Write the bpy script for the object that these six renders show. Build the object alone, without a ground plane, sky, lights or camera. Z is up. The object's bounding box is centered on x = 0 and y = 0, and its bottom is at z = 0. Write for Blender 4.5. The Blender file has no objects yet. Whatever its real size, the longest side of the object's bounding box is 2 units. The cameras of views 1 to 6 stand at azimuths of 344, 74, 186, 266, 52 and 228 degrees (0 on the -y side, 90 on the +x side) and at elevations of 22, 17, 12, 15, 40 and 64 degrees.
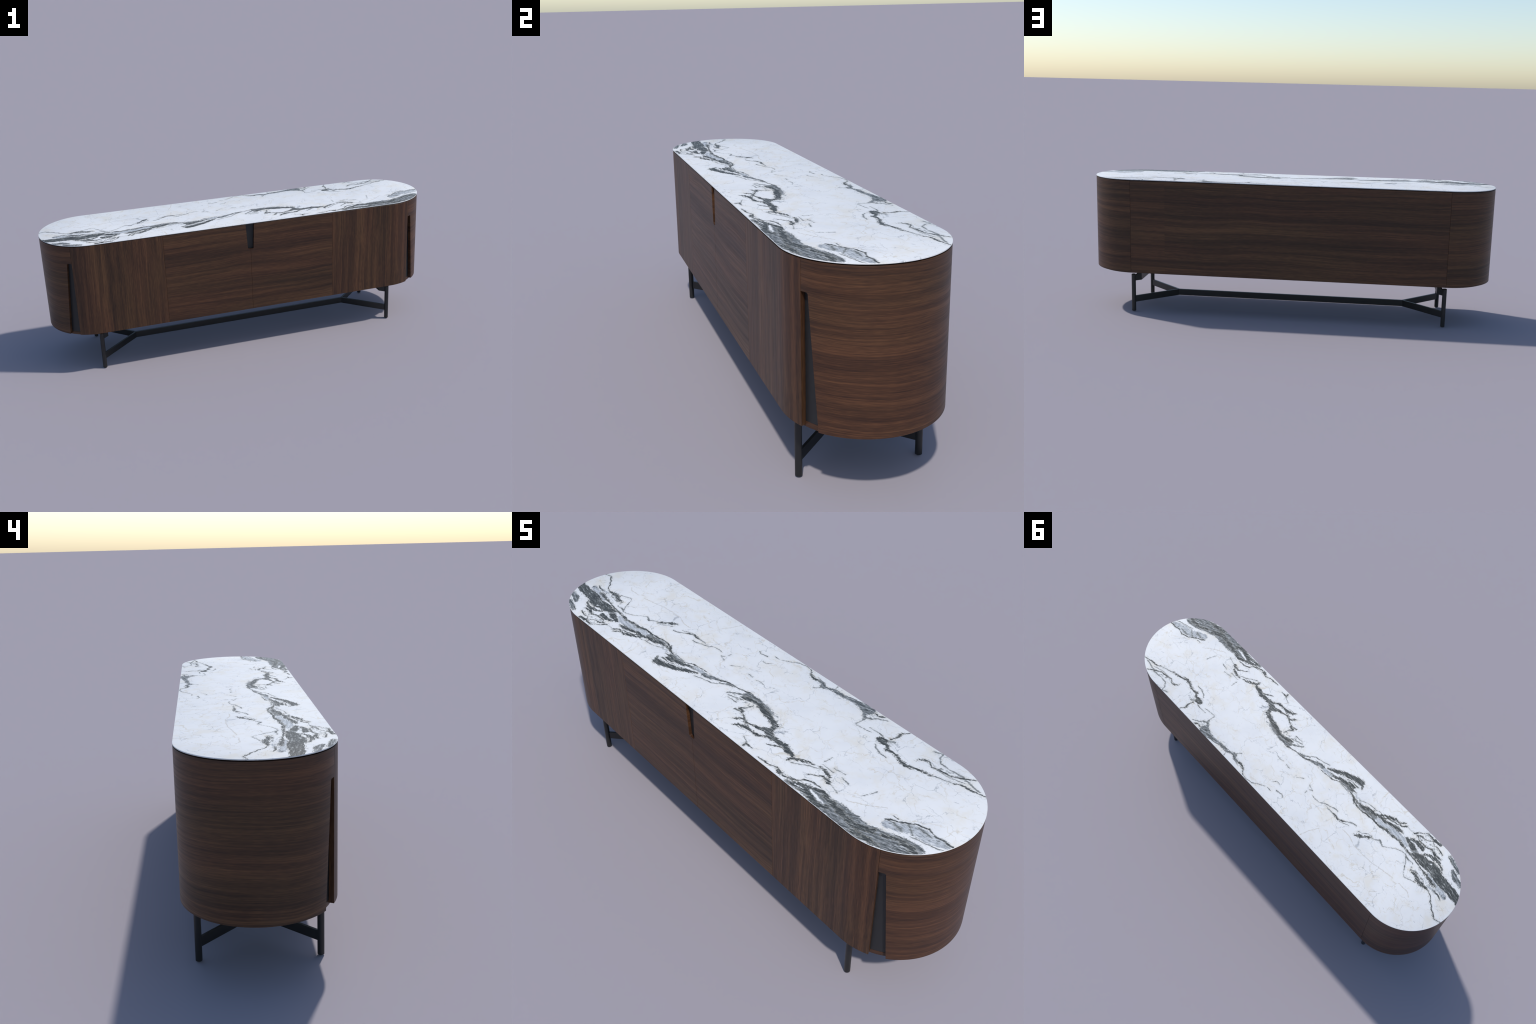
"""Stadium-shaped walnut sideboard with a veined marble top on a slim black metal base."""
import bpy, math
from mathutils import Vector

# ------------------------------------------------------------------ dimensions (metres)
C = 0.7705            # half length of the straight run; the ends are half circles
R = 0.2292            # radius of the cabinet's outer skin
Z0, Z1 = 0.2092, 0.6645   # bottom and top of the wooden panels
ZS, ZT = 0.6680, 0.6714   # underside and top of the marble slab
SKIN = 0.0150         # panel thickness
R_LINER = R - SKIN - 0.0008
GAP = 0.00032         # half of the joint between two panels
X_DOOR = 0.4355       # front doors meet the curved doors here
A_JOINT = math.radians(26.3)   # curved door meets end panel
A_GRIP_TOP, A_GRIP_LOW = math.radians(32.1), math.radians(39.8)
Z_GRIP = 0.5808       # top of the grip opening at the ends
Z_PULL = 0.5350       # bottom of the pull opening between the front doors

scene = bpy.context.scene
root = bpy.data.objects.new("sideboard", None)
scene.collection.objects.link(root)
root["label"] = "long rounded walnut sideboard with white veined marble top"
root["category"] = "sideboard"


# ------------------------------------------------------------------ node helpers
class Nodes:
    """Small wrapper that adds nodes in dependency order."""
    def __init__(self, name):
        self.mat = bpy.data.materials.new(name)
        self.mat.use_nodes = True
        self.t = self.mat.node_tree
        self.t.nodes.clear()

    def add(self, kind, **props):
        n = self.t.nodes.new(kind)
        for k, v in props.items():
            setattr(n, k, v)
        return n

    def put(self, sock, v):
        if isinstance(v, bpy.types.NodeSocket):
            self.t.links.new(v, sock)
        elif v is not None:
            sock.default_value = v

    def math(self, op, a, b=None, c=None, clamp=False):
        n = self.add("ShaderNodeMath", operation=op, use_clamp=clamp)
        for i, v in enumerate((a, b, c)):
            self.put(n.inputs[i], v)
        return n.outputs[0]

    def vec(self, op, a, b=None, c=None, scale=None):
        n = self.add("ShaderNodeVectorMath", operation=op)
        for i, v in enumerate((a, b, c)):
            self.put(n.inputs[i], v)
        if scale is not None:
            self.put(n.inputs["Scale"], scale)
        return n.outputs["Value"] if op in ("DOT_PRODUCT", "LENGTH", "DISTANCE") else n.outputs["Vector"]

    def noise(self, vector, scale=1.0, detail=3.0, rough=0.5, w=0.0, color=False, distortion=0.0):
        n = self.add("ShaderNodeTexNoise", noise_dimensions="4D")
        self.put(n.inputs["Vector"], vector)
        self.put(n.inputs["W"], w)
        n.inputs["Scale"].default_value = scale
        n.inputs["Detail"].default_value = detail
        n.inputs["Roughness"].default_value = rough
        n.inputs["Distortion"].default_value = distortion
        return n.outputs["Color"] if color else n.outputs[0]

    def step(self, v, lo, hi, a=0.0, b=1.0, smooth=True):
        n = self.add("ShaderNodeMapRange", interpolation_type="SMOOTHSTEP" if smooth else "LINEAR")
        for i, x in enumerate((v, lo, hi, a, b)):
            self.put(n.inputs[i], x)
        return n.outputs[0]

    def ramp(self, v, stops):
        n = self.add("ShaderNodeValToRGB")
        e = n.color_ramp.elements
        while len(e) < len(stops):
            e.new(0.5)
        for el, (p, col) in zip(e, stops):
            el.position = p
            el.color = (*col, 1.0)
        self.put(n.inputs[0], v)
        return n.outputs[0]

    def mix(self, f, a, b, blend="MIX"):
        n = self.add("ShaderNodeMix", data_type="RGBA", blend_type=blend)
        self.put(n.inputs[0], f)
        self.put(n.inputs[6], a if not isinstance(a, tuple) else (*a, 1.0))
        self.put(n.inputs[7], b if not isinstance(b, tuple) else (*b, 1.0))
        return n.outputs[2]

    def coords(self):
        return self.add("ShaderNodeTexCoord").outputs["Object"]

    def finish(self, color, rough, spec=0.5, bump=None, bump_strength=0.1, bump_distance=0.001):
        p = self.add("ShaderNodeBsdfPrincipled")
        self.put(p.inputs["Base Color"], color if not isinstance(color, tuple) else (*color, 1.0))
        self.put(p.inputs["Roughness"], rough)
        p.inputs["Specular IOR Level"].default_value = spec
        if bump is not None:
            b = self.add("ShaderNodeBump")
            b.inputs["Strength"].default_value = bump_strength
            b.inputs["Distance"].default_value = bump_distance
            self.put(b.inputs["Height"], bump)
            self.put(p.inputs["Normal"], b.outputs[0])
        o = self.add("ShaderNodeOutputMaterial")
        self.t.links.new(p.outputs[0], o.inputs[0])
        return self.mat


# ------------------------------------------------------------------ wood and metal
WOOD_DARK, WOOD_MID, WOOD_LIGHT, WOOD_GOLD = (
    (0.0240, 0.0112, 0.0067), (0.0565, 0.0258, 0.0126), (0.1010, 0.0472, 0.0216), (0.1520, 0.0750, 0.0335))


def walnut(name, upright, seed, cut_x=None, gain=1.0):
    """Straight-grained walnut veneer; the grain lies level, or stands upright."""
    n = Nodes(name)
    p = n.coords()
    if cut_x is not None:            # copied texture-repeat seam, no real joint: the figure jumps beyond it
        sep = n.add("ShaderNodeSeparateXYZ")
        n.put(sep.inputs[0], p)
        jump = n.math("GREATER_THAN", sep.outputs[0], cut_x)
        w0 = n.math("MULTIPLY_ADD", jump, 0.22, seed)
    else:
        w0 = seed
    # slow wander of the grain lines
    wander = n.noise(n.vec("MULTIPLY", p, (2.2, 2.2, 2.2)), 1.0, 2.0, 0.5, w0, color=True)
    wander = n.vec("SUBTRACT", wander, (0.5, 0.5, 0.5))
    amp = (0.045, 0.045, 0.0) if upright else (0.0, 0.0, 0.05)
    q = n.vec("MULTIPLY_ADD", wander, amp, p)
    def grain(across, along):
        s = (across, across, along) if upright else (along, along, across)
        return n.vec("MULTIPLY", q, s)
    broad = n.noise(grain(13.0, 0.5), 1.0, 2.0, 0.5, w0)
    bands = n.noise(grain(52.0, 0.9), 1.0, 2.0, 0.5, w0, distortion=0.2)
    lines = n.noise(grain(190.0, 2.2), 1.0, 4.0, 0.7, w0)
    pores = n.noise(grain(700.0, 30.0), 1.0, 2.0, 0.5, w0)
    v = n.math("MULTIPLY", broad, 0.19)
    v = n.math("MULTIPLY_ADD", bands, 0.25, v)
    v = n.math("MULTIPLY_ADD", lines, 0.38, v)
    v = n.math("MULTIPLY_ADD", pores, 0.24, v)
    col = n.ramp(v, [(0.42, WOOD_DARK), (0.525, WOOD_MID), (0.615, WOOD_LIGHT), (0.73, WOOD_GOLD)])
    # scattered patches lean to red or to olive
    tint = n.noise(grain(9.0, 1.6), 1.0, 2.0, 0.5, w0)
    col = n.mix(n.step(tint, 0.35, 0.65), n.mix(1.0, col, (1.06 * gain, 0.97 * gain, 0.97 * gain), "MULTIPLY"),
                n.mix(1.0, col, (0.98 * gain, 1.0 * gain, 0.93 * gain), "MULTIPLY"))
    rough = n.step(lines, 0.3, 0.7, 0.46, 0.38)
    return n.finish(col, rough, 0.32, pores, 0.08, 0.0006)


def plain(name, color, rough, spec=0.5):
    n = Nodes(name)
    p = n.coords()
    g = n.noise(p, 400.0, 2.0)
    col = n.mix(n.step(g, 0.3, 0.7), tuple(c * 0.9 for c in color), tuple(c * 1.1 for c in color))
    return n.finish(col, rough, spec, g, 0.03, 0.0003)


# ------------------------------------------------------------------ marble veins
# Each vein is a spine of (x, y, half width in mm) on the slab.  "dark": solid charcoal green;
# "band": streaked charcoal and grey; "grey": pale clouded filling; "thin": slim threads;
# "hair": faint tan hairlines; "mottle": broken grey fragments; "clear": white windows inside a dark mass.
VEINS = []


def vein(kind, *spine):
    VEINS.append((kind, spine))


# streaked band along the front edge, right end
vein("band", (0.938, -0.139, 22.1), (0.887, -0.153, 26.7), (0.832, -0.185, 31.3), (0.78, -0.202, 34.3), (0.722, -0.2, 35.6), (0.668, -0.199, 30.7), (0.616, -0.201, 29.1), (0.569, -0.203, 21.3), (0.524, -0.214, 13.6), (0.499, -0.223, 6.1))
vein("dark", (0.939, -0.142, 9.5), (0.876, -0.145, 6.3), (0.837, -0.169, 3.1))
vein("dark", (0.857, -0.204, 6.3), (0.772, -0.217, 7.8))
vein("dark", (0.808, -0.175, 7.8), (0.759, -0.2, 9.3), (0.689, -0.191, 9.2), (0.649, -0.184, 9.2), (0.6, -0.173, 6.1), (0.562, -0.186, 5.3), (0.519, -0.21, 6.1))
vein("dark", (0.656, -0.212, 9.2), (0.622, -0.221, 9.2), (0.569, -0.203, 13.7), (0.513, -0.216, 7.6))
vein("band", (0.923, -0.15, 20.5), (0.89, -0.183, 14.2), (0.833, -0.205, 14.1), (0.774, -0.214, 12.5), (0.732, -0.221, 9.3))
vein("clear", (0.641, -0.204, 1.2), (0.604, -0.199, 5.2), (0.571, -0.194, 2.7))
vein("clear", (0.552, -0.208, 1.5), (0.524, -0.214, 1.5))
# lavender grey wedge beside it
vein("grey", (0.976, -0.061, 14.2), (0.923, -0.075, 23.5), (0.871, -0.086, 18.7), (0.839, -0.113, 20.2), (0.816, -0.124, 15.5))
vein("dark", (0.992, -0.051, 3.2), (0.935, -0.055, 2.5), (0.905, -0.046, 2.8), (0.87, -0.063, 3.1), (0.83, -0.091, 3.1), (0.797, -0.113, 2.8))
vein("thin", (0.89, -0.101, 2.2), (0.855, -0.079, 2.8))
vein("thin", (0.86, -0.115, 3.1), (0.822, -0.106, 3.1))
vein("thin", (0.93, -0.066, 2.8), (0.883, -0.066, 3.1))
vein("thin", (0.981, -0.083, 2.2), (0.934, -0.099, 1.6), (0.89, -0.112, 2.5))
vein("dark", (0.822, -0.084, 2.8), (0.804, -0.089, 1.5))
vein("mottle", (0.972, -0.061, 11), (0.916, -0.077, 17.2), (0.865, -0.088, 17.1), (0.832, -0.115, 20.2), (0.813, -0.121, 14))
# tendrils trailing from the band
vein("dark", (0.509, -0.201, 3.8), (0.474, -0.216, 4.5), (0.451, -0.212, 7.5), (0.433, -0.207, 3), (0.403, -0.216, 1.5), (0.38, -0.218, 2.7), (0.356, -0.22, 1.5))
vein("dark", (0.585, -0.164, 1.5), (0.555, -0.165, 2.4), (0.529, -0.18, 2.7), (0.509, -0.201, 3))
# main vein, right part
vein("dark", (0.584, -0.13, 7.6), (0.561, -0.125, 4.5), (0.545, -0.131, 2.1), (0.509, -0.157, 1.5))
vein("dark", (0.567, -0.113, 3.8), (0.545, -0.108, 5.3), (0.513, -0.104, 4.5))
vein("thin", (0.521, -0.111, 1.5), (0.496, -0.123, 1.8), (0.44, -0.158, 1.2))
vein("dark", (0.49, -0.115, 1.8), (0.469, -0.119, 5.2), (0.444, -0.131, 4.2), (0.428, -0.147, 6), (0.422, -0.161, 2.2))
vein("dark", (0.42, -0.136, 6), (0.395, -0.13, 11.9), (0.374, -0.119, 8.9))
vein("dark", (0.389, -0.124, 8.9), (0.365, -0.122, 8.9), (0.338, -0.124, 8.9), (0.306, -0.127, 11), (0.277, -0.116, 13.2))
vein("dark", (0.277, -0.116, 11.7), (0.272, -0.083, 11.7), (0.256, -0.072, 10.2), (0.223, -0.066, 10.2), (0.189, -0.058, 11.6), (0.146, -0.046, 8.6))
vein("band", (0.212, -0.051, 8.7), (0.17, -0.042, 11.6), (0.123, -0.044, 15.8), (0.082, -0.049, 18.6), (0.072, -0.033, 7.2))
vein("dark", (0.127, -0.049, 7.2), (0.082, -0.059, 8.6))
vein("dark", (0.392, -0.127, 2.1), (0.359, -0.135, 3.6), (0.332, -0.153, 2.7), (0.323, -0.16, 0.9))
vein("dark", (0.297, -0.137, 4.4), (0.266, -0.155, 5.1), (0.242, -0.156, 5.1), (0.214, -0.157, 8.8), (0.193, -0.165, 6.6), (0.174, -0.181, 0.9))
vein("dark", (0.266, -0.114, 8.8), (0.246, -0.127, 5.9), (0.224, -0.133, 2.3), (0.2, -0.142, 4.4), (0.174, -0.138, 5.8), (0.161, -0.148, 2.9), (0.145, -0.159, 1.2))
vein("dark", (0.176, -0.131, 2.9), (0.154, -0.123, 2.9), (0.136, -0.115, 5.1), (0.119, -0.111, 4.3))
vein("dark", (0.138, -0.117, 2.2), (0.112, -0.123, 2.3))
vein("thin", (0.119, -0.111, 4.3), (0.132, -0.093, 3.5), (0.138, -0.069, 2.9))
vein("grey", (0.31, -0.083, 4.4), (0.29, -0.106, 4.4))
vein("thin", (0.084, -0.098, 1.7), (0.042, -0.101, 1.7))
vein("thin", (0.091, -0.071, 2), (0.035, -0.094, 2))
vein("thin", (0.063, -0.057, 4.3), (0.018, -0.086, 3.6))
# main vein, middle part
vein("dark", (0.071, -0.032, 3.4), (0.042, -0.039, 2), (0.011, -0.048, 2.6), (-0.031, -0.05, 3.7), (-0.054, -0.062, 4.3))
vein("band", (0.009, -0.05, 2.8), (-0.016, -0.056, 7.1), (-0.04, -0.074, 2.3))
vein("thin", (-0.038, -0.076, 1.7), (-0.06, -0.093, 1.7), (-0.093, -0.103, 1.7), (-0.132, -0.116, 2))
vein("band", (-0.054, -0.062, 4.3), (-0.084, -0.075, 9.9), (-0.117, -0.085, 9.9))
vein("grey", (-0.118, -0.082, 7.1), (-0.14, -0.08, 11.3), (-0.181, -0.087, 8.5))
vein("dark", (-0.142, -0.101, 4.2), (-0.167, -0.114, 8.5), (-0.197, -0.13, 10.6), (-0.232, -0.145, 11.3), (-0.268, -0.16, 14.1), (-0.3, -0.166, 14.1), (-0.318, -0.15, 5.6))
vein("dark", (-0.161, -0.09, 1.7), (-0.19, -0.093, 5.6), (-0.222, -0.107, 8.4), (-0.262, -0.117, 9.8), (-0.287, -0.123, 11.2))
vein("band", (-0.225, -0.097, 5.6), (-0.265, -0.107, 11.2), (-0.296, -0.103, 9.8))
vein("dark", (-0.292, -0.107, 7), (-0.319, -0.111, 2.2))
vein("dark", (-0.305, -0.135, 3.4), (-0.262, -0.135, 1.7), (-0.241, -0.129, 1.4))
vein("dark", (-0.126, -0.068, 2), (-0.156, -0.069, 1.7), (-0.192, -0.077, 1.7), (-0.229, -0.093, 2.2))
vein("thin", (-0.234, -0.089, 1.7), (-0.269, -0.089, 2.2), (-0.288, -0.089, 1.7))
vein("dark", (-0.299, -0.093, 2.8), (-0.324, -0.091, 4.2), (-0.346, -0.073, 5), (-0.368, -0.072, 3.6))
# main vein widening towards the left end
vein("dark", (-0.368, -0.072, 3.3), (-0.408, -0.07, 3.3), (-0.451, -0.076, 3.5), (-0.501, -0.079, 4.1), (-0.544, -0.091, 4.1))
vein("dark", (-0.33, -0.089, 3.5), (-0.355, -0.084, 4.2), (-0.382, -0.088, 6.3), (-0.411, -0.096, 9), (-0.445, -0.104, 9), (-0.478, -0.112, 6.2), (-0.526, -0.12, 5.5))
vein("band", (-0.381, -0.078, 6.9), (-0.429, -0.086, 11.1), (-0.461, -0.092, 11.1))
vein("grey", (-0.454, -0.084, 8.3), (-0.494, -0.096, 15.2), (-0.538, -0.104, 19.3))
vein("dark", (-0.468, -0.118, 2.8), (-0.484, -0.135, 4.9), (-0.501, -0.147, 5.6))
vein("thin", (-0.352, -0.098, 1.1), (-0.395, -0.116, 1.4), (-0.424, -0.124, 1.9), (-0.441, -0.122, 2.2), (-0.461, -0.129, 1.1))
vein("dark", (-0.469, -0.118, 4.2), (-0.486, -0.134, 4.9), (-0.507, -0.143, 4.9), (-0.531, -0.156, 5.6), (-0.556, -0.161, 3.5), (-0.578, -0.179, 2.1))
vein("dark", (-0.482, -0.113, 3.5), (-0.507, -0.136, 4.2), (-0.546, -0.145, 2.2), (-0.577, -0.155, 2.8), (-0.588, -0.17, 4.2))
vein("dark", (-0.5, -0.109, 3.5), (-0.531, -0.123, 6.2), (-0.562, -0.129, 7.6), (-0.591, -0.133, 6.9), (-0.602, -0.133, 2.8))
vein("dark", (-0.506, -0.082, 3.5), (-0.534, -0.084, 3.4), (-0.561, -0.086, 4.8), (-0.589, -0.092, 3.4), (-0.618, -0.096, 3.4), (-0.64, -0.092, 5.5))
vein("grey", (-0.523, -0.102, 15.2), (-0.573, -0.108, 17.9), (-0.617, -0.112, 13.8), (-0.648, -0.106, 9.6))
vein("dark", (-0.64, -0.092, 5.5), (-0.674, -0.091, 4.1), (-0.707, -0.087, 3.4), (-0.737, -0.085, 3.4), (-0.768, -0.076, 2.5), (-0.804, -0.072, 4.1), (-0.837, -0.067, 6.8), (-0.869, -0.06, 2.7))
# dark mass at the left end
vein("dark", (-0.633, -0.131, 8.3), (-0.659, -0.128, 15.1), (-0.681, -0.12, 11))
vein("dark", (-0.646, -0.141, 8.3), (-0.672, -0.151, 9.7), (-0.71, -0.149, 11))
vein("band", (-0.687, -0.118, 12.4), (-0.707, -0.108, 13.7))
vein("dark", (-0.704, -0.101, 9.6), (-0.727, -0.11, 15.1), (-0.763, -0.11, 24.6), (-0.794, -0.114, 26), (-0.824, -0.113, 26), (-0.851, -0.103, 24.6), (-0.884, -0.101, 23.2), (-0.921, -0.1, 23.2), (-0.956, -0.096, 20.4), (-0.987, -0.089, 17.7))
vein("dark", (-0.736, -0.137, 3.4), (-0.759, -0.151, 6.9), (-0.783, -0.155, 8.2), (-0.812, -0.155, 5.5), (-0.844, -0.14, 2.7))
vein("clear", (-0.757, -0.141, 3.3), (-0.772, -0.141, 2.7))
vein("clear", (-0.785, -0.124, 2.5), (-0.789, -0.127, 2.5))
vein("clear", (-0.649, -0.137, 1.7), (-0.673, -0.143, 1.9))
vein("grey", (-0.808, -0.082, 6.8), (-0.849, -0.076, 9.5), (-0.882, -0.067, 12.2), (-0.924, -0.06, 10.9))
# broken cells between the mass and the front edge
vein("dark", (-0.635, -0.171, 2.1), (-0.655, -0.198, 1.9), (-0.683, -0.228, 1.4))
vein("dark", (-0.649, -0.174, 2.2), (-0.67, -0.19, 4.2), (-0.692, -0.19, 2.1), (-0.716, -0.209, 1.4))
vein("dark", (-0.684, -0.22, 4.2), (-0.712, -0.217, 4.9), (-0.751, -0.221, 6.9))
vein("dark", (-0.656, -0.174, 2.2), (-0.671, -0.167, 1.9), (-0.695, -0.165, 2.8), (-0.722, -0.167, 2.5), (-0.741, -0.176, 3.4), (-0.768, -0.17, 5.5), (-0.797, -0.17, 2.8))
vein("dark", (-0.718, -0.211, 1.9), (-0.735, -0.198, 2.5), (-0.759, -0.202, 2.2), (-0.792, -0.19, 1.7))
vein("thin", (-0.591, -0.171, 1.4), (-0.635, -0.171, 1.4))
# dark rim patch at the left end
vein("band", (-0.814, -0.215, 5.5), (-0.843, -0.207, 9.7), (-0.871, -0.199, 11), (-0.896, -0.188, 8.2))
vein("band", (-0.874, -0.174, 8.2), (-0.906, -0.159, 15.1), (-0.94, -0.149, 8.2))
vein("dark", (-0.814, -0.211, 2.8), (-0.84, -0.199, 2.8))
# satellite blob and its thread
vein("dark", (-0.749, -0.038, 2.7), (-0.777, -0.034, 6.1), (-0.799, -0.027, 9.5), (-0.825, -0.025, 9.5), (-0.848, -0.031, 4.1))
vein("thin", (-0.745, -0.041, 2.7), (-0.761, -0.047, 2.2), (-0.778, -0.048, 1.9))
vein("dark", (-0.776, -0.032, 1.6), (-0.812, -0.046, 2.2))
vein("dark", (-0.842, -0.029, 3.4), (-0.865, -0.027, 2.4), (-0.886, -0.02, 2.2), (-0.902, 0.001, 3), (-0.921, 0.011, 1.9), (-0.931, 0.023, 3), (-0.948, 0.03, 2.2), (-0.964, 0.042, 2.1), (-0.996, 0.034, 1.6))
vein("grey", (-0.847, -0.038, 5.4), (-0.875, -0.046, 4.9), (-0.906, -0.046, 4.1))
vein("dark", (-0.875, -0.046, 1.6), (-0.906, -0.046, 2.2), (-0.926, -0.038, 1.9))
# threads behind the main vein
vein("thin", (-0.556, -0.034, 2.2), (-0.581, -0.021, 1.9), (-0.605, -0.036, 1.1), (-0.634, -0.059, 1.1), (-0.661, -0.071, 2.2), (-0.681, -0.07, 2.2), (-0.707, -0.062, 3), (-0.731, -0.066, 2.2))
vein("thin", (-0.687, -0.064, 1.4), (-0.707, -0.047, 1.9), (-0.733, -0.003, 1.4), (-0.748, 0.008, 1.6), (-0.8, -0.012, 1.1))
vein("dark", (-0.462, 0.038, 2.2), (-0.477, 0.025, 8.2), (-0.495, 0.013, 4.1), (-0.519, -0.011, 4.8))
vein("thin", (-0.519, -0.011, 4.1), (-0.54, -0.016, 2.2), (-0.556, -0.032, 3.4), (-0.583, -0.021, 2.5))
vein("thin", (-0.458, 0.013, 1.4), (-0.477, 0.006, 1.9), (-0.499, -0.012, 1.6), (-0.518, -0.018, 2.2))
vein("thin", (-0.144, 0.024, 1.1), (-0.165, 0.027, 1.7), (-0.178, 0.035, 2), (-0.165, 0.039, 1.7))
vein("thin", (-0.162, 0.067, 2), (-0.16, 0.054, 1.4))
vein("thin", (-0.195, 0.049, 1.1), (-0.219, 0.052, 2.2), (-0.239, 0.049, 1.7), (-0.257, 0.037, 1.9), (-0.281, 0.027, 1.9), (-0.306, 0.018, 2.2), (-0.329, 0.014, 1.9))
vein("dark", (-0.321, 0.039, 2.8), (-0.339, 0.04, 4.8), (-0.359, 0.042, 3.9), (-0.382, 0.028, 3.4))
vein("thin", (-0.266, 0.038, 1.1), (-0.29, 0.039, 1.9), (-0.321, 0.039, 2.8))
vein("thin", (-0.382, 0.028, 3.4), (-0.408, 0.009, 2.8), (-0.436, 0, 2.8))
vein("thin", (-0.369, 0.044, 1.4), (-0.413, 0.025, 1.6))
vein("hair", (-0.411, 0.059, 1.1), (-0.447, 0.056, 1.6), (-0.471, 0.065, 1.4), (-0.496, 0.074, 1.6), (-0.555, 0.073, 1.1))
vein("hair", (-0.554, 0.073, 1.4), (-0.603, 0.07, 1.6), (-0.658, 0.059, 1.9), (-0.72, 0.049, 1.6))
vein("hair", (-0.738, 0.06, 1.3), (-0.758, 0.044, 1.4), (-0.809, 0.045, 1.9), (-0.827, 0.056, 1.3))
# rear vein, right end
vein("dark", (0.917, 0.176, 1.9), (0.869, 0.164, 3.8), (0.835, 0.161, 1.8), (0.821, 0.15, 2.1))
vein("thin", (0.821, 0.15, 2.1), (0.783, 0.137, 1.5), (0.752, 0.124, 2.1))
vein("dark", (0.752, 0.124, 2.1), (0.731, 0.123, 5.3), (0.704, 0.112, 4.5), (0.672, 0.101, 6.8), (0.64, 0.104, 6), (0.619, 0.114, 6), (0.597, 0.114, 4.5), (0.583, 0.108, 6))
vein("thin", (0.891, 0.179, 2.8), (0.861, 0.181, 2.8), (0.817, 0.192, 3.8), (0.764, 0.187, 2.1), (0.732, 0.19, 2.1), (0.713, 0.208, 2.7), (0.709, 0.229, 2.4), (0.687, 0.218, 3.7))
vein("dark", (0.855, 0.21, 0.9), (0.825, 0.19, 3.8), (0.792, 0.168, 1.8), (0.768, 0.166, 3.8), (0.726, 0.155, 2.1))
vein("dark", (0.726, 0.155, 2.1), (0.707, 0.166, 2.4), (0.692, 0.161, 5.3), (0.674, 0.146, 1.2))
vein("thin", (0.837, 0.174, 1.8), (0.798, 0.16, 1.8), (0.736, 0.154, 1.5))
vein("dark", (0.587, 0.11, 4.5), (0.568, 0.125, 5.9), (0.547, 0.131, 14.8), (0.525, 0.13, 8.9))
vein("thin", (0.572, 0.154, 4.4), (0.551, 0.145, 5.2))
vein("dark", (0.551, 0.152, 2.1), (0.559, 0.174, 2.4), (0.559, 0.189, 6.7), (0.555, 0.203, 2.4), (0.568, 0.228, 1.8))
vein("thin", (0.607, 0.08, 1.2), (0.578, 0.081, 2.4), (0.556, 0.091, 2.7), (0.541, 0.103, 1.8))
vein("thin", (0.534, 0.145, 1.5), (0.509, 0.15, 2.1), (0.469, 0.147, 1.2))
vein("thin", (0.488, 0.135, 1.2), (0.423, 0.124, 1.5), (0.424, 0.151, 2), (0.424, 0.169, 3.5))
# rear vein, touching the back edge
vein("band", (0.435, 0.181, 3.5), (0.422, 0.171, 4.4), (0.407, 0.182, 6.4), (0.401, 0.209, 21.8), (0.377, 0.214, 17.4), (0.353, 0.215, 10.8), (0.323, 0.208, 9.4), (0.29, 0.203, 7.2), (0.258, 0.199, 6.4))
vein("thin", (0.479, 0.217, 1.8), (0.452, 0.203, 2.3), (0.435, 0.181, 3.5))
vein("dark", (0.459, 0.223, 3.5), (0.445, 0.212, 2.9), (0.423, 0.215, 2.9))
vein("band", (0.258, 0.199, 6.4), (0.239, 0.2, 6.4), (0.218, 0.189, 6.4), (0.202, 0.185, 9.3), (0.183, 0.2, 7.1), (0.157, 0.198, 6.4))
vein("dark", (0.157, 0.198, 5.7), (0.135, 0.195, 3.7), (0.12, 0.201, 2.8))
vein("thin", (0.203, 0.177, 2.3), (0.185, 0.157, 1.7))
vein("thin", (0.142, 0.203, 2), (0.121, 0.203, 1.7))
vein("thin", (0.237, 0.212, 1.7), (0.233, 0.226, 1.4))
vein("thin", (0.119, 0.199, 2.3), (0.112, 0.214, 2), (0.103, 0.217, 1.7), (0.099, 0.225, 1.7), (0.078, 0.227, 2), (0.05, 0.223, 2.2), (0.037, 0.22, 1.7), (0.005, 0.194, 1.4), (-0.015, 0.184, 1.1))
vein("thin", (-0.028, 0.18, 1.4), (-0.046, 0.179, 0.8))
vein("thin", (-0.02, 0.142, 1.1), (-0.035, 0.127, 1.4), (-0.054, 0.126, 2.2))
vein("thin", (-0.066, 0.161, 2.8), (-0.082, 0.157, 2.2), (-0.097, 0.153, 1.9), (-0.112, 0.157, 1.1))
vein("thin", (0.002, 0.037, 2.8), (-0.022, 0.037, 1.1))
vein("hair", (-0.003, 0.081, 1.1), (-0.046, 0.062, 1.4))
vein("thin", (-0.076, 0.042, 1.4), (-0.104, 0.024, 1.1))
vein("thin", (0.061, 0.036, 0.9), (0.046, 0.039, 1.7), (0.027, 0.034, 0.9))
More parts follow.
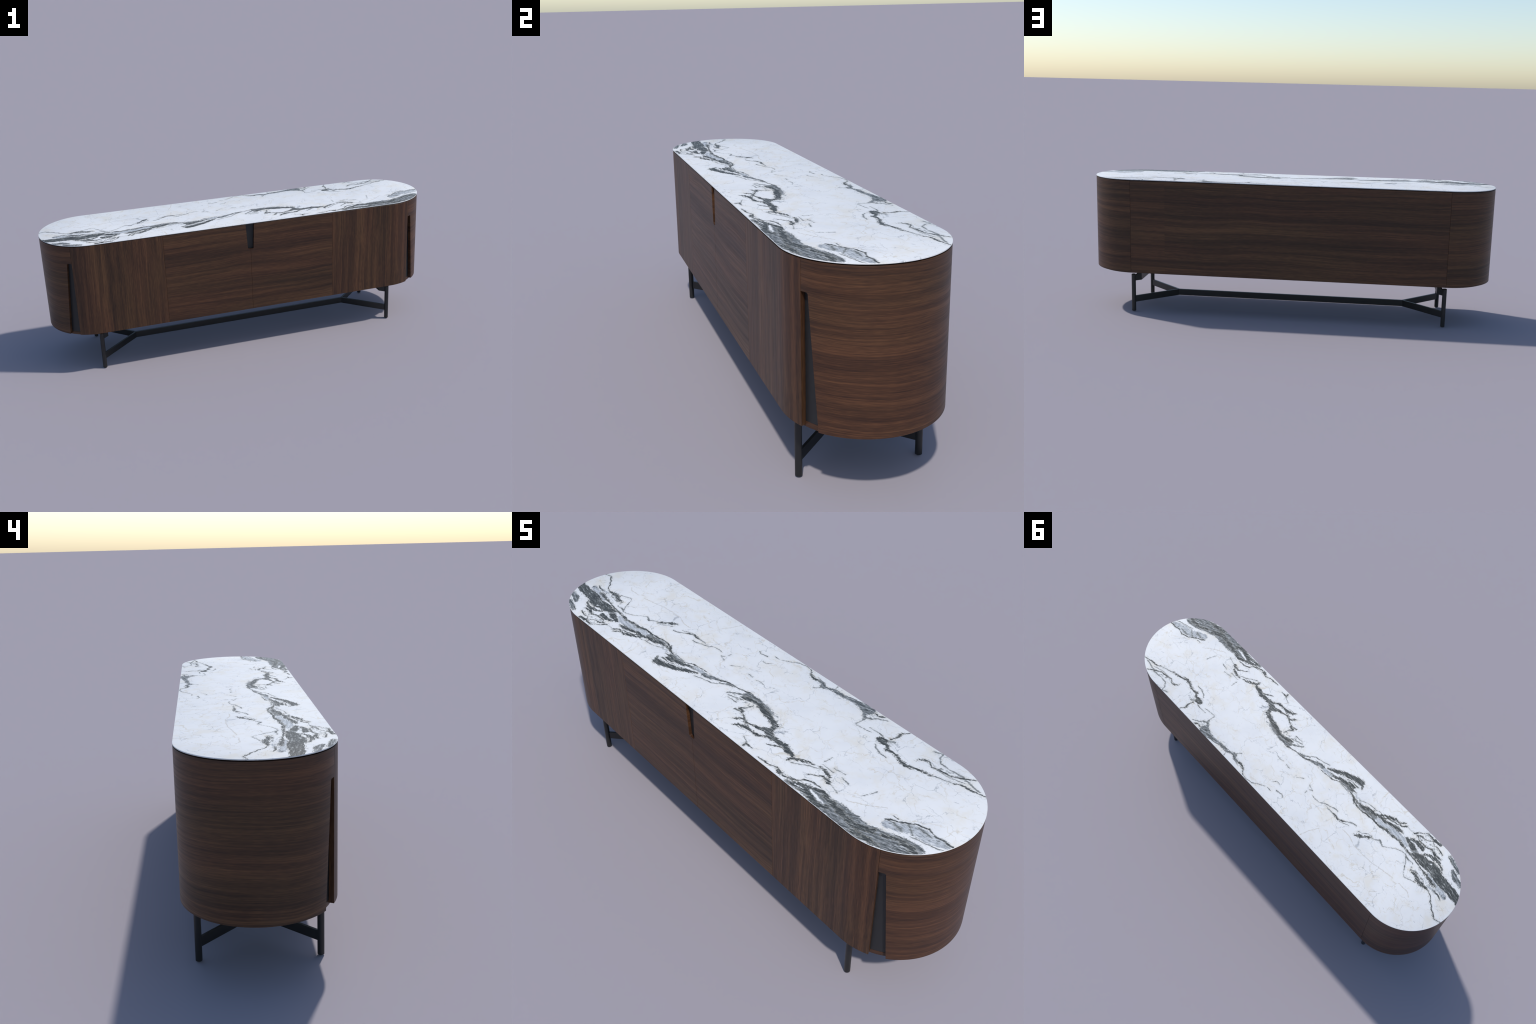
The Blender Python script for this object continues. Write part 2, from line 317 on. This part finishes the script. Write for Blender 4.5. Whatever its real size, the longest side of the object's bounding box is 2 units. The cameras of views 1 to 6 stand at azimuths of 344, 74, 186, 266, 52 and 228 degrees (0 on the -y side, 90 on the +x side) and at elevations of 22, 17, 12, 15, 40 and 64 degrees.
# mottled, broken stone beside the masses
vein("mottle", (-0.653, -0.171, 8.3), (-0.699, -0.182, 16.6), (-0.753, -0.182, 17.9), (-0.797, -0.174, 12.4))
vein("mottle", (-0.772, -0.068, 10.9), (-0.836, -0.061, 13.6), (-0.879, -0.056, 16.3), (-0.925, -0.053, 14.9))
vein("mottle", (-0.743, -0.051, 8.2), (-0.793, -0.044, 12.2), (-0.835, -0.037, 10.9))
vein("mottle", (-0.533, -0.121, 15.2), (-0.577, -0.133, 16.6))
vein("mottle", (0.133, -0.075, 10.1), (0.084, -0.08, 12.9), (0.038, -0.086, 12.9))
vein("mottle", (0.308, -0.08, 13.2), (0.273, -0.076, 14.6), (0.23, -0.05, 16))
vein("mottle", (-0.246, -0.099, 16.8), (-0.296, -0.103, 15.4))
vein("mottle", (0.621, -0.175, 9.2), (0.575, -0.182, 13.7), (0.535, -0.201, 10.6))
vein("mottle", (0.565, 0.141, 10.4), (0.532, 0.132, 16.3))
vein("mottle", (0.429, 0.165, 8.8), (0.415, 0.211, 17.4))
vein("mottle", (0.831, 0.182, 9.2), (0.765, 0.172, 13.6), (0.71, 0.164, 10.5))
vein("mottle", (0.706, 0.225, 7.5), (0.682, 0.218, 7.5))
# loose strokes
vein("hair", (0.767, -0.077, 1.5), (0.729, -0.113, 1.5), (0.675, -0.144, 1.5))
vein("thin", (0.703, -0.051, 1.8), (0.687, -0.098, 1.5))
vein("thin", (0.625, -0.093, 1.8), (0.593, -0.088, 1.8))
vein("thin", (0.588, -0.07, 2.1), (0.545, -0.075, 1.8))
vein("thin", (0.559, -0.091, 1.5), (0.51, -0.09, 1.2))
vein("thin", (0.504, -0.049, 1.2), (0.502, -0.076, 1.2))
vein("thin", (0.635, -0.143, 2.1), (0.586, -0.132, 1.2))
vein("dark", (0.313, -0.207, 1.8), (0.283, -0.207, 3.8), (0.281, -0.22, 1.8))
vein("thin", (0.283, -0.207, 3), (0.266, -0.198, 2.1), (0.246, -0.191, 1.5))
vein("hair", (0.259, -0.171, 1.5), (0.241, -0.192, 1.5))
vein("hair", (-0.697, 0.17, 1.3), (-0.718, 0.145, 1.3))
vein("hair", (-0.3, 0.221, 1.9), (-0.313, 0.18, 1.4), (-0.334, 0.135, 1.4))


def capsules(n, p, kind, x0, x1, start=1.0):
    """Distance to every tapered spine segment of a kind that can reach the zone x0..x1."""
    d, found = start, False
    for k, spine in VEINS:
        for (ax, ay, ar), (bx, by, br) in zip(spine[:-1], spine[1:]):
            wide = max(ar, br) >= 4.5
            if (("mass" if wide else "dark") if k == "dark" else k) != kind:
                continue
            reach = max(ar, br) * 0.001 + 0.014
            if max(ax, bx) + reach < x0 or min(ax, bx) - reach > x1:
                continue
            found = True
            dx, dy = bx - ax, by - ay
            ll = dx * dx + dy * dy
            pa = n.vec("SUBTRACT", p, (ax, ay, 0.0))
            h = n.vec("DOT_PRODUCT", pa, (dx / ll, dy / ll, 0.0))
            h = n.math("ADD", h, 0.0, clamp=True)
            on = n.vec("SCALE", (dx, dy, 0.0), scale=h)
            dist = n.vec("DISTANCE", pa, on)
            rad = n.math("MULTIPLY_ADD", h, (ar - br) * 0.001, -ar * 0.001)
            dist = n.math("ADD", dist, rad)
            d = dist if isinstance(d, float) else n.math("MINIMUM", d, dist)
    return d if found else None


WHITE, WHITE_COOL = (0.69, 0.695, 0.695), (0.63, 0.64, 0.65)
TAN, INK, STONE, PALE = (0.50, 0.44, 0.33), (0.033, 0.037, 0.038), (0.24, 0.255, 0.258), (0.38, 0.405, 0.43)


def marble(name, x0, x1):
    """White marble for the zone x0..x1 of the slab; all zones share one continuous figure."""
    n = Nodes(name)
    p = n.vec("MULTIPLY", n.coords(), (1.0, 1.0, 0.0))
    # ragged warp of the vein outlines
    wa = n.noise(p, 24.0, 3.0, 0.6, 1.0, color=True)
    wb = n.noise(n.vec("MULTIPLY", p, (80.0, 190.0, 1.0)), 1.0, 3.0, 0.65, 2.0, color=True)
    wa = n.vec("SUBTRACT", wa, (0.5, 0.5, 0.5))
    wb = n.vec("SUBTRACT", wb, (0.5, 0.5, 0.5))
    q = n.vec("MULTIPLY_ADD", wa, (0.018, 0.018, 0.0), p)
    q = n.vec("MULTIPLY_ADD", wb, (0.009, 0.005, 0.0), q)
    slim = n.vec("MULTIPLY_ADD", wa, (0.013, 0.013, 0.0), p)
    # streaks that follow the run of the veins
    sep = n.add("ShaderNodeSeparateXYZ")
    n.put(sep.inputs[0], n.vec("MULTIPLY_ADD", wa, (0.014, 0.014, 0.0), p))
    bow = n.math("MULTIPLY_ADD", n.math("MULTIPLY", sep.outputs[0], sep.outputs[0]), -0.15, sep.outputs[1])
    bow = n.math("MULTIPLY_ADD", sep.outputs[0], -0.05, bow)
    flow = n.add("ShaderNodeCombineXYZ")
    n.put(flow.inputs[0], sep.outputs[0])
    n.put(flow.inputs[1], bow)
    flow = flow.outputs[0]
    streak = n.noise(n.vec("MULTIPLY", flow, (24.0, 150.0, 1.0)), 1.0, 5.0, 0.7, 3.0)
    fine = n.noise(n.vec("MULTIPLY", flow, (70.0, 420.0, 1.0)), 1.0, 3.0, 0.65, 4.0)
    fleck = n.noise(p, 150.0, 3.0, 0.65, 8.0)
    cloud = n.noise(p, 7.0, 4.0, 0.55, 5.0)

    # ground: white with cooler clouds, and a faint tan net of healed cracks
    col = n.mix(n.step(cloud, 0.42, 0.75), WHITE, WHITE_COOL)
    col = n.mix(n.math("MULTIPLY", n.step(n.noise(p, 11.0, 4.0, 0.6, 15.0), 0.48, 0.70), 0.8), col, (0.65, 0.625, 0.57))
    wc = n.vec("SUBTRACT", n.noise(p, 60.0, 3.0, 0.6, 12.0, color=True), (0.5, 0.5, 0.5))
    net_p = n.vec("MULTIPLY_ADD", wa, (0.07, 0.07, 0.0), p)
    net_p = n.vec("MULTIPLY_ADD", wc, (0.016, 0.016, 0.0), net_p)
    for scale, wide, gate, seed, tone, power in ((9.0, 0.019, 0.45, 6.0, TAN, 0.6), (17.0, 0.026, 0.50, 7.0, TAN, 0.5),
                                                 (12.0, 0.016, 0.45, 10.0, (0.29, 0.31, 0.33), 0.75),
                                                 (25.0, 0.020, 0.53, 16.0, (0.40, 0.41, 0.42), 0.5)):
        cells = n.add("ShaderNodeTexVoronoi", feature="DISTANCE_TO_EDGE")
        n.put(cells.inputs["Vector"], n.vec("MULTIPLY_ADD", net_p, (0.75, 1.15, 1.0), (seed, 0.0, 0.0)))
        cells.inputs["Scale"].default_value = scale
        line = n.step(cells.outputs["Distance"], 0.0, wide, 1.0, 0.0)
        where = n.step(n.noise(p, 12.0, 4.0, 0.65, seed), gate - 0.04, gate + 0.16)
        line = n.math("MULTIPLY", line, n.math("MULTIPLY", where, power))
        col = n.mix(line, col, tone)
    blush = n.noise(n.vec("MULTIPLY", flow, (14.0, 34.0, 1.0)), 1.0, 4.0, 0.65, 11.0)
    col = n.mix(n.math("MULTIPLY", n.step(blush, 0.58, 0.74), 0.45), col, (0.62, 0.57, 0.49))
    # a few grey specks and dashes
    dash = n.noise(n.vec("MULTIPLY", flow, (30.0, 95.0, 1.0)), 1.0, 3.0, 0.55, 9.0)
    col = n.mix(n.math("MULTIPLY", n.step(dash, 0.65, 0.74), 0.6), col, (0.26, 0.28, 0.32))

    feather = n.math("ADD", n.math("MULTIPLY", n.math("SUBTRACT", streak, 0.5), 0.6),
                     n.math("MULTIPLY_ADD", n.math("SUBTRACT", fine, 0.5), 0.6, n.math("MULTIPLY", n.math("SUBTRACT", fleck, 0.5), 0.5)))

    def coat(kind, col, tone, soft, ragged, strength=1.0, halo=0.0):
        d = capsules(n, slim if kind in ("thin", "hair") else q, kind, x0, x1)
        if d is None:
            return col
        e = n.math("MULTIPLY_ADD", feather, ragged, d)
        if halo:                     # loose grey-green streaks and an ochre fringe around the vein
            near = n.step(n.math("MULTIPLY_ADD", feather, 0.05, d), -0.002, 0.006, 1.0, 0.0)
            col = n.mix(n.math("MULTIPLY", near, halo), col, n.mix(n.step(fleck, 0.42, 0.58), (0.30, 0.31, 0.30), (0.46, 0.42, 0.32)))
        m = n.step(e, -soft, soft, 1.0, 0.0)
        if strength != 1.0:
            m = n.math("MULTIPLY", m, strength)
        return n.mix(m, col, tone)

    texture = n.math("MULTIPLY_ADD", n.math("SUBTRACT", fine, 0.5), 0.7, streak)
    col = coat("hair", col, n.mix(n.step(streak, 0.4, 0.6), (0.50, 0.44, 0.35), (0.34, 0.34, 0.34)), 0.0014, 0.014, 0.6)
    pale = n.ramp(texture, [(0.24, (0.10, 0.115, 0.12)), (0.37, (0.27, 0.29, 0.31)), (0.50, PALE), (0.70, (0.62, 0.635, 0.65))])
    col = coat("grey", col, pale, 0.003, 0.045)
    mixed = n.ramp(texture, [(0.30, INK), (0.44, (0.075, 0.083, 0.086)), (0.55, (0.20, 0.214, 0.218)), (0.66, (0.40, 0.415, 0.425)), (0.80, (0.62, 0.635, 0.64))])
    frag = n.noise(n.vec("MULTIPLY", flow, (70.0, 130.0, 1.0)), 1.0, 4.0, 0.65, 14.0)
    d = capsules(n, q, "mottle", x0, x1)
    if d is not None:
        m = n.math("MULTIPLY", n.step(n.math("MULTIPLY_ADD", feather, 0.03, d), -0.010, 0.004, 1.0, 0.0), n.step(frag, 0.52, 0.57))
        col = n.mix(n.math("MULTIPLY", m, 0.85), col, n.ramp(texture, [(0.36, INK), (0.50, (0.16, 0.175, 0.175)), (0.66, (0.42, 0.44, 0.44))]))
    col = coat("band", col, mixed, 0.002, 0.03, 1.0, 0.4)
    thread = n.mix(n.step(streak, 0.35, 0.65), (0.055, 0.064, 0.066), (0.30, 0.315, 0.31))
    col = coat("thin", col, thread, 0.0012, 0.013, 0.92, 0.3)
    ink = n.ramp(texture, [(0.30, INK), (0.48, (0.052, 0.057, 0.057)), (0.58, (0.115, 0.123, 0.117)), (0.67, (0.26, 0.272, 0.262)), (0.78, (0.50, 0.51, 0.50))])
    col = coat("dark", col, ink, 0.0016, 0.016, 1.0, 0.4)
    ink = n.ramp(texture, [(0.30, INK), (0.47, (0.050, 0.055, 0.055)), (0.56, (0.105, 0.112, 0.108)), (0.63, (0.25, 0.262, 0.255)), (0.73, (0.56, 0.57, 0.565))])
    col = coat("mass", col, ink, 0.0016, 0.042, 1.0, 0.55)
    col = coat("clear", col, WHITE, 0.0015, 0.030)
    return n.finish(col, 0.6, 0.28)


# ------------------------------------------------------------------ mesh helpers
def make(name, verts, faces, mats, parent, smooth_angle=30.0, indices=None):
    me = bpy.data.meshes.new(name)
    me.from_pydata(verts, [], faces)
    me.validate()
    me.update()
    for m in mats:
        me.materials.append(m)
    for poly in me.polygons:
        poly.use_smooth = True
        if indices:
            poly.material_index = indices[poly.index]
    me.set_sharp_from_angle(angle=math.radians(smooth_angle))
    ob = bpy.data.objects.new(name, me)
    scene.collection.objects.link(ob)
    ob.parent = parent
    return ob


def skin_point(s, depth, side):
    """Point on the cabinet skin: s runs from the middle of the front round the end to the back."""
    r = R - depth
    if s <= C:
        x, y = s, -r
    else:
        a = min((s - C) / R, math.pi)
        x, y = C + r * math.sin(a), -r * math.cos(a)
        x -= max(0.0, s - C - math.pi * R)
    return side * x, y


def panel(name, s_from, s_to, levels, mat, side, columns, soft=0.0004, thick=SKIN):
    """Veneered panel on the skin; s_from and s_to give its two edges at each level, edges softened."""
    low, high = levels[0], levels[-1]
    rows = [(low, soft)] + [(z, 0.0) for z in [low + soft] + levels[1:-1] + [high - soft]] + [(high, soft)]
    verts, faces = [], []
    grid = []
    for z, drop in rows:
        a, b = s_from(z), s_to(z)
        ts = [(a, soft)] + [(a + soft + (b - a - 2 * soft) * i / columns, 0.0) for i in range(columns + 1)] + [(b, soft)]
        line = []
        for s, d in ts:
            x, y = skin_point(s, max(d, drop), side)
            line.append(len(verts))
            verts.append((x, y, z))
        grid.append(line)
    inner = []
    for (z, _), line in zip(rows, grid):
        a, b = s_from(z), s_to(z)
        back = []
        for i in range(len(line)):
            s = a + (b - a) * min(max(i - 1, 0), columns) / columns
            x, y = skin_point(s, thick, side)
            back.append(len(verts))
            verts.append((x, y, z))
        inner.append(back)
    def quad(a, b, c, d):
        faces.append((a, b, c, d) if side > 0 else (d, c, b, a))
    m = len(grid[0])
    for i in range(len(rows) - 1):
        for j in range(m - 1):
            quad(grid[i][j], grid[i][j + 1], grid[i + 1][j + 1], grid[i + 1][j])
            quad(inner[i + 1][j], inner[i + 1][j + 1], inner[i][j + 1], inner[i][j])
        quad(inner[i][0], grid[i][0], grid[i + 1][0], inner[i + 1][0])
        quad(grid[i][-1], inner[i][-1], inner[i + 1][-1], grid[i + 1][-1])
    for j in range(m - 1):
        quad(inner[0][j], inner[0][j + 1], grid[0][j + 1], grid[0][j])
        quad(grid[-1][j], grid[-1][j + 1], inner[-1][j + 1], inner[-1][j])
    return make(name, verts, faces, [mat], root, 25.0)


def stadium(radius, arc=40):
    pts = []
    for i in range(arc + 1):
        a = math.pi * i / arc
        pts.append((C + radius * math.sin(a), -radius * math.cos(a)))
    for i in range(arc + 1):
        a = math.pi * i / arc
        pts.append((-C - radius * math.sin(a), radius * math.cos(a)))
    return pts


def prism(name, outline, z0, z1, mat, parent, soft=0.0):
    """Upright block with a softened rim: outline swept from z0 to z1."""
    cx = sum(p[0] for p in outline) / len(outline)
    cy = sum(p[1] for p in outline) / len(outline)
    k = len(outline)
    layers = [(z0, soft), (z0 + soft, 0.0), (z1 - soft, 0.0), (z1, soft)] if soft else [(z0, 0.0), (z1, 0.0)]
    verts = []
    for z, inset in layers:
        for x, y in outline:
            l = math.hypot(x - cx, y - cy)
            f = 1.0 - inset / l
            verts.append((cx + (x - cx) * f, cy + (y - cy) * f, z))
    faces = [tuple(range(k))[::-1], tuple(range((len(layers) - 1) * k, len(layers) * k))]
    for a in range(len(layers) - 1):
        for i in range(k):
            j = (i + 1) % k
            faces.append((a * k + i, a * k + j, (a + 1) * k + j, (a + 1) * k + i))
    return make(name, verts, faces, [mat], parent, 40.0)


# ------------------------------------------------------------------ materials
wood_front = walnut("walnut_front_doors", False, 1.3)
wood_curved = walnut("walnut_curved_doors", True, 4.1)
wood_end = walnut("walnut_ends", False, 7.9)
wood_back = walnut("walnut_back", False, 11.6, cut_x=0.5995)
wood_base = walnut("walnut_base", False, 15.2)
black_metal = plain("black_metal", (0.0095, 0.0095, 0.0100), 0.42)
black_lacquer = plain("black_lacquer", (0.0110, 0.0110, 0.0122), 0.5)

# ------------------------------------------------------------------ marble top
zones = 30
edges = [-1.0 + 2.0 * i / zones for i in range(zones + 1)]
zone_mats = [marble("marble", edges[i], edges[i + 1]) for i in range(zones)]
zone_mats.append(marble("marble_edge", 5.0, 6.0))   # the sawn edge shows plain ground
R_TOP = 1.0 - C


def half_depth(x, inset=0.0):
    r = R_TOP - inset
    over = max(0.0, abs(x) - C)
    return math.sqrt(max(r * r - over * over, 0.0))


def slab_point(t, inset):
    """t is the position along x of the un-inset outline."""
    if abs(t) <= C:
        return t, R_TOP - inset
    a = math.acos(min(1.0, (abs(t) - C) / R_TOP))
    r = R_TOP - inset
    return math.copysign(C + r * math.cos(a), t), r * math.sin(a)


xs = {round(e, 6) for e in edges}
for i in range(65):
    x = C + R_TOP * math.sin(math.pi / 2 * i / 64)
    xs |= {round(x, 6), round(-x, 6)}
xs = sorted(xs)
verts, faces, index = [], [], []
rings = []
for z, inset in ((ZS, 0.0006), (ZS + 0.0006, 0.0), (ZT - 0.0008, 0.0), (ZT - 0.0003, 0.00025), (ZT, 0.0009)):
    front, back = [], []
    for t in xs:
        x, y = slab_point(t, inset)
        front.append(len(verts))
        verts.append((x, -y, z))
        if y < 1e-6:
            back.append(front[-1])
        else:
            back.append(len(verts))
            verts.append((x, y, z))
    rings.append((front, back))


def zone_of(i):
    mid = 0.5 * (xs[i] + xs[i + 1])
    return min(zones - 1, max(0, int((mid + 1.0) / 2.0 * zones)))


for k, ((f0, b0), (f1, b1)) in enumerate(zip(rings[:-1], rings[1:])):
    for i in range(len(xs) - 1):
        mat_id = zones if k < 3 else zone_of(i)
        faces.append((f0[i], f0[i + 1], f1[i + 1], f1[i])); index.append(mat_id)
        faces.append((b0[i + 1], b0[i], b1[i], b1[i + 1])); index.append(mat_id)
for z in range(zones):
    ids = [i for i in range(len(xs)) if edges[z] - 1e-5 <= xs[i] <= edges[z + 1] + 1e-5]
    for (f, b), up in ((rings[-1], True), (rings[0], False)):
        loop = [f[i] for i in ids] + [b[i] for i in reversed(ids)]
        loop = [v for k, v in enumerate(loop) if v != loop[k - 1]]
        faces.append(tuple(loop) if up else tuple(reversed(loop))); index.append(z)
make("marble_top", verts, faces, zone_mats, root, 30.0, index)

# ------------------------------------------------------------------ cabinet
prism("inner_body", stadium(R_LINER), 0.2190, ZS - 0.0002, black_lacquer, root)
prism("base_board", stadium(R - SKIN - 0.0003), Z0 - 0.0060, 0.2188, wood_base, root)


def between(a, b, k):
    return [a + (b - a) * i / k for i in range(k + 1)]


CORNER = 0.0055


def rounded_levels(z_mid, low_side):
    """Levels close together round a corner of an opening."""
    return [z_mid + low_side * CORNER * (1 - math.cos(math.pi / 2 * i / 6)) for i in range(7)]


def pull_edge(z):
    """Half width of the tapering pull opening at the top of the front doors."""
    if z < Z_PULL:
        return GAP
    wide = 0.0146 + (0.0219 - 0.0146) * (z - Z_PULL) / (Z1 - Z_PULL)
    if z < Z_PULL + CORNER:
        k = 1 - (z - Z_PULL) / CORNER
        wide -= CORNER * (1 - math.sqrt(max(0.0, 1 - k * k)))
    return wide


def grip_edge(z):
    """Edge of the end panel, cut back below Z_GRIP to leave a grip that widens downwards."""
    if z > Z_GRIP:
        return C + A_JOINT * R + GAP
    a = A_GRIP_LOW + (A_GRIP_TOP - A_GRIP_LOW) * (z - Z0) / (Z_GRIP - Z0)
    s = C + a * R
    if z > Z_GRIP - CORNER:
        k = 1 - (Z_GRIP - z) / CORNER
        s -= CORNER * (1 - math.sqrt(max(0.0, 1 - k * k)))
    return s


pull_levels = [Z0] + [Z_PULL - 0.00005] + rounded_levels(Z_PULL, 1) + [0.60, Z1]
grip_levels = [Z0, 0.35, 0.5] + sorted(rounded_levels(Z_GRIP, -1)) + [Z_GRIP + 0.00005, Z1]
END_S = C + math.pi * R
for side in (1, -1):
    panel("front_door", pull_edge, lambda z: X_DOOR - GAP, pull_levels, wood_front, side, 4)
    panel("curved_door", lambda z: X_DOOR + GAP, lambda z: C + A_JOINT * R - GAP, [Z0, Z1], wood_curved, side, 60)
    panel("end_panel", grip_edge, lambda z: END_S - GAP, grip_levels, wood_end, side, 96)
# back panel: mirror of the front run
bx, bt = C - GAP, 0.0004
verts = []
for y, ins in ((R - SKIN, 0.0), (R - bt, 0.0), (R, bt)):
    for sx, sz in ((-1, 0), (1, 0), (1, 1), (-1, 1)):
        verts.append((sx * (bx - ins), y, (Z1 - ins) if sz else (Z0 + ins)))
faces = [(0, 1, 2, 3), (11, 10, 9, 8)]
for a in (0, 4):
    for i in range(4):
        j = (i + 1) % 4
        faces.append((a + j, a + i, a + 4 + i, a + 4 + j))
make("back_panel", verts, faces, [wood_back], root, 25.0)
# dark plate behind the pull opening; its blacker tone paints in recess shadow
prism("pull_recess_plate", [(-0.03, -R + 0.0112), (0.03, -R + 0.0112), (0.03, -R_LINER + 0.002), (-0.03, -R_LINER + 0.002)],
      Z_PULL - 0.02, Z1 - 0.001, plain("black_recess_shade", (0.006, 0.006, 0.0066), 0.55), root)

# ------------------------------------------------------------------ metal base
base = bpy.data.objects.new("metal_base", None)
scene.collection.objects.link(base)
base.parent = root
LX, LY, LR, LH = 0.7705, 0.1828, 0.0105, 0.1900
BAR_Z0, BAR_Z1 = 0.0445, 0.0765       # stretcher height range
JX, BT = 0.583, 0.0042                # fork position, half thickness of the flat bars


def bar(name, a, b, z0, z1, half, parent=base):
    """Flat bar on edge from a to b."""
    a, b = Vector(a), Vector(b)
    d = (b - a).normalized()
    n = Vector((-d.y, d.x)) * half
    return prism(name, [tuple(a - n), tuple(b - n), tuple(b + n), tuple(a + n)], z0, z1, black_metal, parent, 0.0006)


leg_outline = [(LR * math.cos(2 * math.pi * i / 32), LR * math.sin(2 * math.pi * i / 32)) for i in range(32)]
leg_mesh = None
for sx in (1, -1):
    for sy in (1, -1):
        if leg_mesh is None:
            leg = prism("leg", leg_outline, 0.0, LH, black_metal, base, 0.0016)
            leg_mesh = leg.data
        else:
            leg = bpy.data.objects.new("leg", leg_mesh)
            scene.collection.objects.link(leg)
            leg.parent = base
        leg.location = (sx * LX, sy * LY, 0.0)
        bar("stretcher_arm", (sx * (JX - 0.001), sy * 0.0012), (sx * (LX - 0.004), sy * (LY - 0.006)), BAR_Z0, BAR_Z1, BT)
bar("stretcher_beam", (-JX, 0.0), (JX, 0.0), BAR_Z0 + 0.0003, BAR_Z1 - 0.0003, BT + 0.0008)

# upper brackets: a cross bar under the cabinet with angled ends that reach the legs
for sx in (1, -1):
    path = [(sx * (LX - 0.006), -LY + 0.005), (sx * 0.7405, -0.1575), (sx * 0.7405, 0.1575), (sx * (LX - 0.006), LY - 0.005)]
    tops = [0.1815, 0.2036, 0.2036, 0.1815]
    k = len(path)
    verts, faces = [], []
    for i, (x, y) in enumerate(path):
        d = Vector(path[min(i + 1, k - 1)]) - Vector(path[max(i - 1, 0)])
        nrm = Vector((-d.y, d.x)).normalized() * BT
        for s in (-1, 1):
            verts.append((x + s * nrm.x, y + s * nrm.y, 0.1555))
            verts.append((x + s * nrm.x, y + s * nrm.y, tops[i]))
    for i in range(k - 1):
        a, b = 4 * i, 4 * i + 4
        faces += [(a, b, b + 1, a + 1), (a + 3, b + 3, b + 2, a + 2), (a + 1, b + 1, b + 3, a + 3), (a + 2, b + 2, b, a)]
    faces += [(0, 1, 3, 2), (4 * k - 4, 4 * k - 2, 4 * k - 1, 4 * k - 3)]
    make("bracket", verts, faces, [black_metal], base, 25.0)
